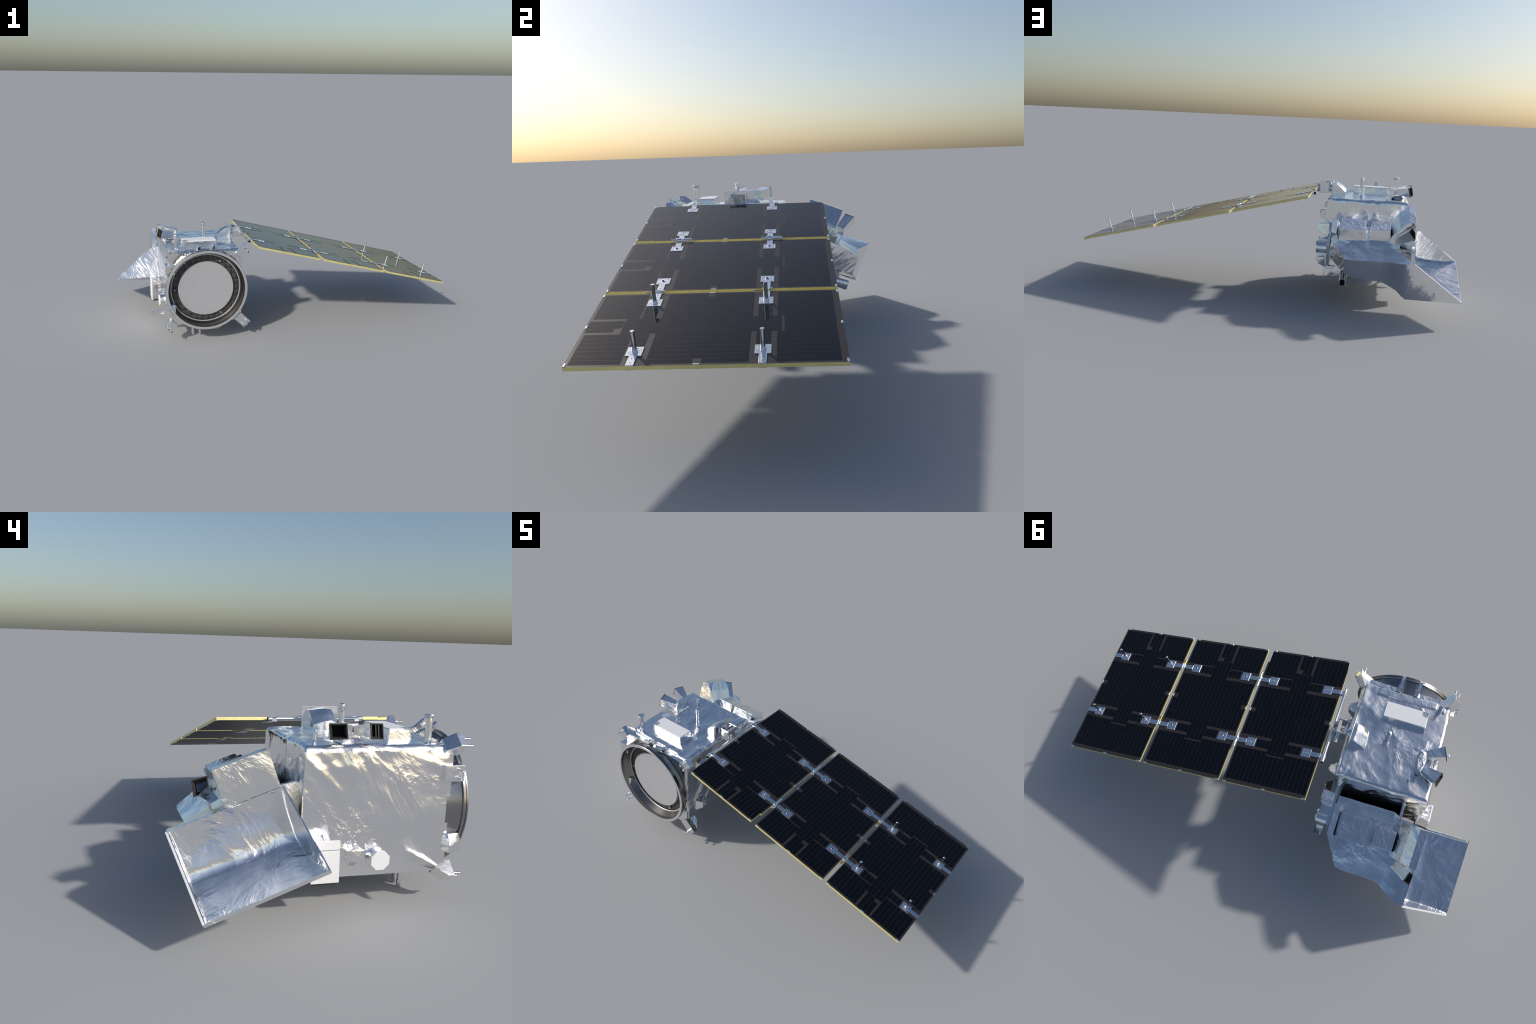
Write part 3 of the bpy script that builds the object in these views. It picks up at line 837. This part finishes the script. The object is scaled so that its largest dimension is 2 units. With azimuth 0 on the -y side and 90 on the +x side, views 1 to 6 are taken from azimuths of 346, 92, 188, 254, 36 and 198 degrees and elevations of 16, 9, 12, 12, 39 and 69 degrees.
panels = []
for i, o in enumerate((-.0055, .4185, .8425)):
    bm = bmesh.new()
    if i == 0:    # root leaf has its near corner cut narrower
        pts = [(T0 + .005, Y0), (T1 - .0085, Y0), (T1 - .0085, -.417), (T1, -.417), (T1, Y1), (T0 - .0005, Y1), (T0 - .0005, -.417), (T0 + .005, -.417)]
    else:
        pts = [(T0, Y0), (T1, Y0), (T1, Y1), (T0, Y1)]
    lo = [bm.verts.new((a, b, -TH)) for a, b in pts]
    hi = [bm.verts.new((a, b, 0)) for a, b in pts]
    bm.faces.new(hi); bm.faces.new(lo[::-1])
    for k in range(len(pts)):
        bm.faces.new((lo[k], lo[(k + 1) % len(pts)], hi[(k + 1) % len(pts)], hi[k]))
    bmesh.ops.triangulate(bm, faces=[f for f in bm.faces if len(f.verts) > 4])
    def pm(f):
        return 0 if f.normal.z > .5 else (1 if f.normal.z < -.5 else 2)
    panel = finish(bm, "solar_panel", [SUBSTRATE, CARBON, KAPTON], sat, smooth=False, mat_fn=pm)
    panel.location = P0 + DS * o
    panel.rotation_euler = (0, TILT, 0)
    panels.append(panel)
    build_strings(panel)
    for yc in YB:
        hold_down(panel, .0450, .0885, yc, T0 if i else T0 - .004, i != 1)
        hold_down(panel, .3190, .3630, yc, T1, i != 1)
        # underside doublers
        boxmesh("panel_doubler", FLANGE, panel, [((.045, .0885), (yc - .0213, yc + .0213), (-TH - .0016, -TH + .0004)), ((T0, .045), (yc - .01, yc + .01), (-TH - .0016, -TH + .0004))], bevel=.0004)
        boxmesh("panel_doubler", FLANGE, panel, [((.319, .363), (yc - .0213, yc + .0213), (-TH - .0016, -TH + .0004)), ((.363, T1), (yc - .01, yc + .01), (-TH - .0016, -TH + .0004))], bevel=.0004)
    if i == 2:
        posts(panel, .0665); posts(panel, .3410)
    # edge clips: corners and mid-sides
    e0 = T0 + .005 if i == 0 else T0
    e1 = T1 - .0085 if i == 0 else T1
    src = boxmesh("edge_clip", ALU_SHEET, panel, [((-.0082, .0082), (.0003, .0058), (-.0003, .0014)), ((-.0082, .0082), (.0003, .0058), (-.0129, -.0112))], bevel=.0005)
    src.location = ((T0 + T1) / 2, Y0, 0)
    for tt in (e0 + .009, e1 - .009):
        copy_of(src, "edge_clip", panel, (tt, Y0, 0))
    for tt in (T0 + .009, (T0 + T1) / 2, T1 - .009):
        copy_of(src, "edge_clip", panel, (tt, Y1, 0), (0, 0, math.pi))
    for tt, r in ((T0, -math.pi / 2), (T1, math.pi / 2)):
        if not (i == 0 and tt == T0):
            copy_of(src, "edge_clip", panel, (tt, -.1465, 0), (0, 0, r))
        else:
            copy_of(src, "edge_clip", panel, (tt, -.1465, 0), (0, 0, r))

# --- hinges between leaves (parented to the outer leaf of each pair)
def hinge_barrel(panel, t, yc, h):
    ax = (0, 1, 0)
    k = turned("hinge_barrel", ALU, panel, [(0, 0), (.0062, 0), (.0066, .0015), (.0066, .0405), (.0056, .042), (.003, .0425), (.003, .045), (0, .045)], (t, yc + .0065, h), ax, steps=24)
    turned("hinge_knuckle", ALU, panel, [(0, 0), (.0080, 0), (.0088, .002), (.0088, .015), (.008, .017), (0, .017)], (t, yc - .0098, h), ax, steps=24)
    turned("hinge_pin", ALU, panel, [(0, 0), (.0068, 0), (.0068, .003), (.0042, .0035), (.0042, .021), (0, .021)], (t, yc - .0295, h), ax, steps=20)
    boxmesh("hinge_lug", ALU_SHEET, panel, [((t - .009, t + .009), (yc - .0085, yc + .0055), (-.018, h))], bevel=.001)
def hinge_low(panel, t, yc):
    ax = (0, -1, 0)
    boxmesh("hinge_knuckle", ALU, panel, [((t - .010, t + .010), (yc - .009, yc + .009), (-.010, .0052))], bevel=.002)
    turned("hinge_pin", GOLD, panel, [(0, 0), (.0052, 0), (.0052, .030), (0, .030)], (t, yc - .006, -.004), ax, steps=18)
    turned("hinge_stop", ALU, panel, [(0, 0), (.0072, 0), (.0072, .004), (0, .004)], (t, yc - .036, -.004), ax, steps=20)
    rod("latch_bar", ALU, panel, (t, yc - .014, .006), (t, yc + .018, .006), .0022, steps=10)
for yc in YB:
    hinge_barrel(panels[1], -.0095, yc - .0040, .0035)
    hinge_low(panels[2], -.0065, yc)

# --- root boom and yoke that tie the wing to the drive
yoke = turned("wing_yoke", ALU_SHEET, sat, [(0, 0), (.021, 0), (.021, .012), (.012, .014), (.012, .034), (0, .050)], (-.3180, -.130, .570), (1, 0, 0), steps=32)
boxmesh("yoke_base", ALU_SHEET, yoke, [((-.2970, -.2880), (-.1600, -.0990), (.5480, .5920))], bevel=.002)
# two perforated cheeks
for y in (-.163, -.0975):
    boxmesh("yoke_cheek", ALU_SHEET, yoke, [((-.3000, -.2500), (y - .0022, y + .0022), (.5450, .6050))], bevel=.001)
    for k in range(5):
        turned("cheek_bolt", ALU, yoke, [(0, 0), (.0024, 0), (.002, .002), (0, .002)], (-.294 + .0095 * k, y, .6045), (0, 0, 1), steps=8)
boxmesh("yoke_crosshead", FLANGE, yoke, [((-.2680, -.2530), (-.1620, -.0985), (.5480, .6020))], bevel=.002)
for y in (-.148, -.113):
    boxmesh("yoke_lug", FLANGE, yoke, [((-.2560, -.2345), (y - .0085, y + .0085), (.5500, .5880))], bevel=.004)
rod("damper", ALU, yoke, (-.2640, -.100, .563), (-.2640, -.062, .563), .0080)
rod("damper", ALU, yoke, (-.2760, -.160, .580), (-.2760, -.176, .580), .0085)
boom = turned("root_boom", ALU, sat, [(0, 0), (.0078, 0), (.0086, .001), (.0086, .040), (.0078, .042), (.0078, .343), (.0086, .345), (.0086, .384), (.0078, .385), (0, .385)],
              (-.2350, -.3405, .5560), (0, 1, 0), steps=28)
for y in (-.3416, .0456):
    turned("boom_black_disc", BLACK, boom, [(0, -.0006), (.0068, -.0006), (.0068, .0006), (0, .0006)], (-.2350, y, .5560), (0, 1, 0), steps=20)  # black disc added on each solid end, imitates an open bore
for yc in YB:
    boxmesh("boom_clamp", ALU_SHEET, boom, [((-.2440, -.2090), (yc - .0105, yc + .0105), (.5450, .5630))], bevel=.002)
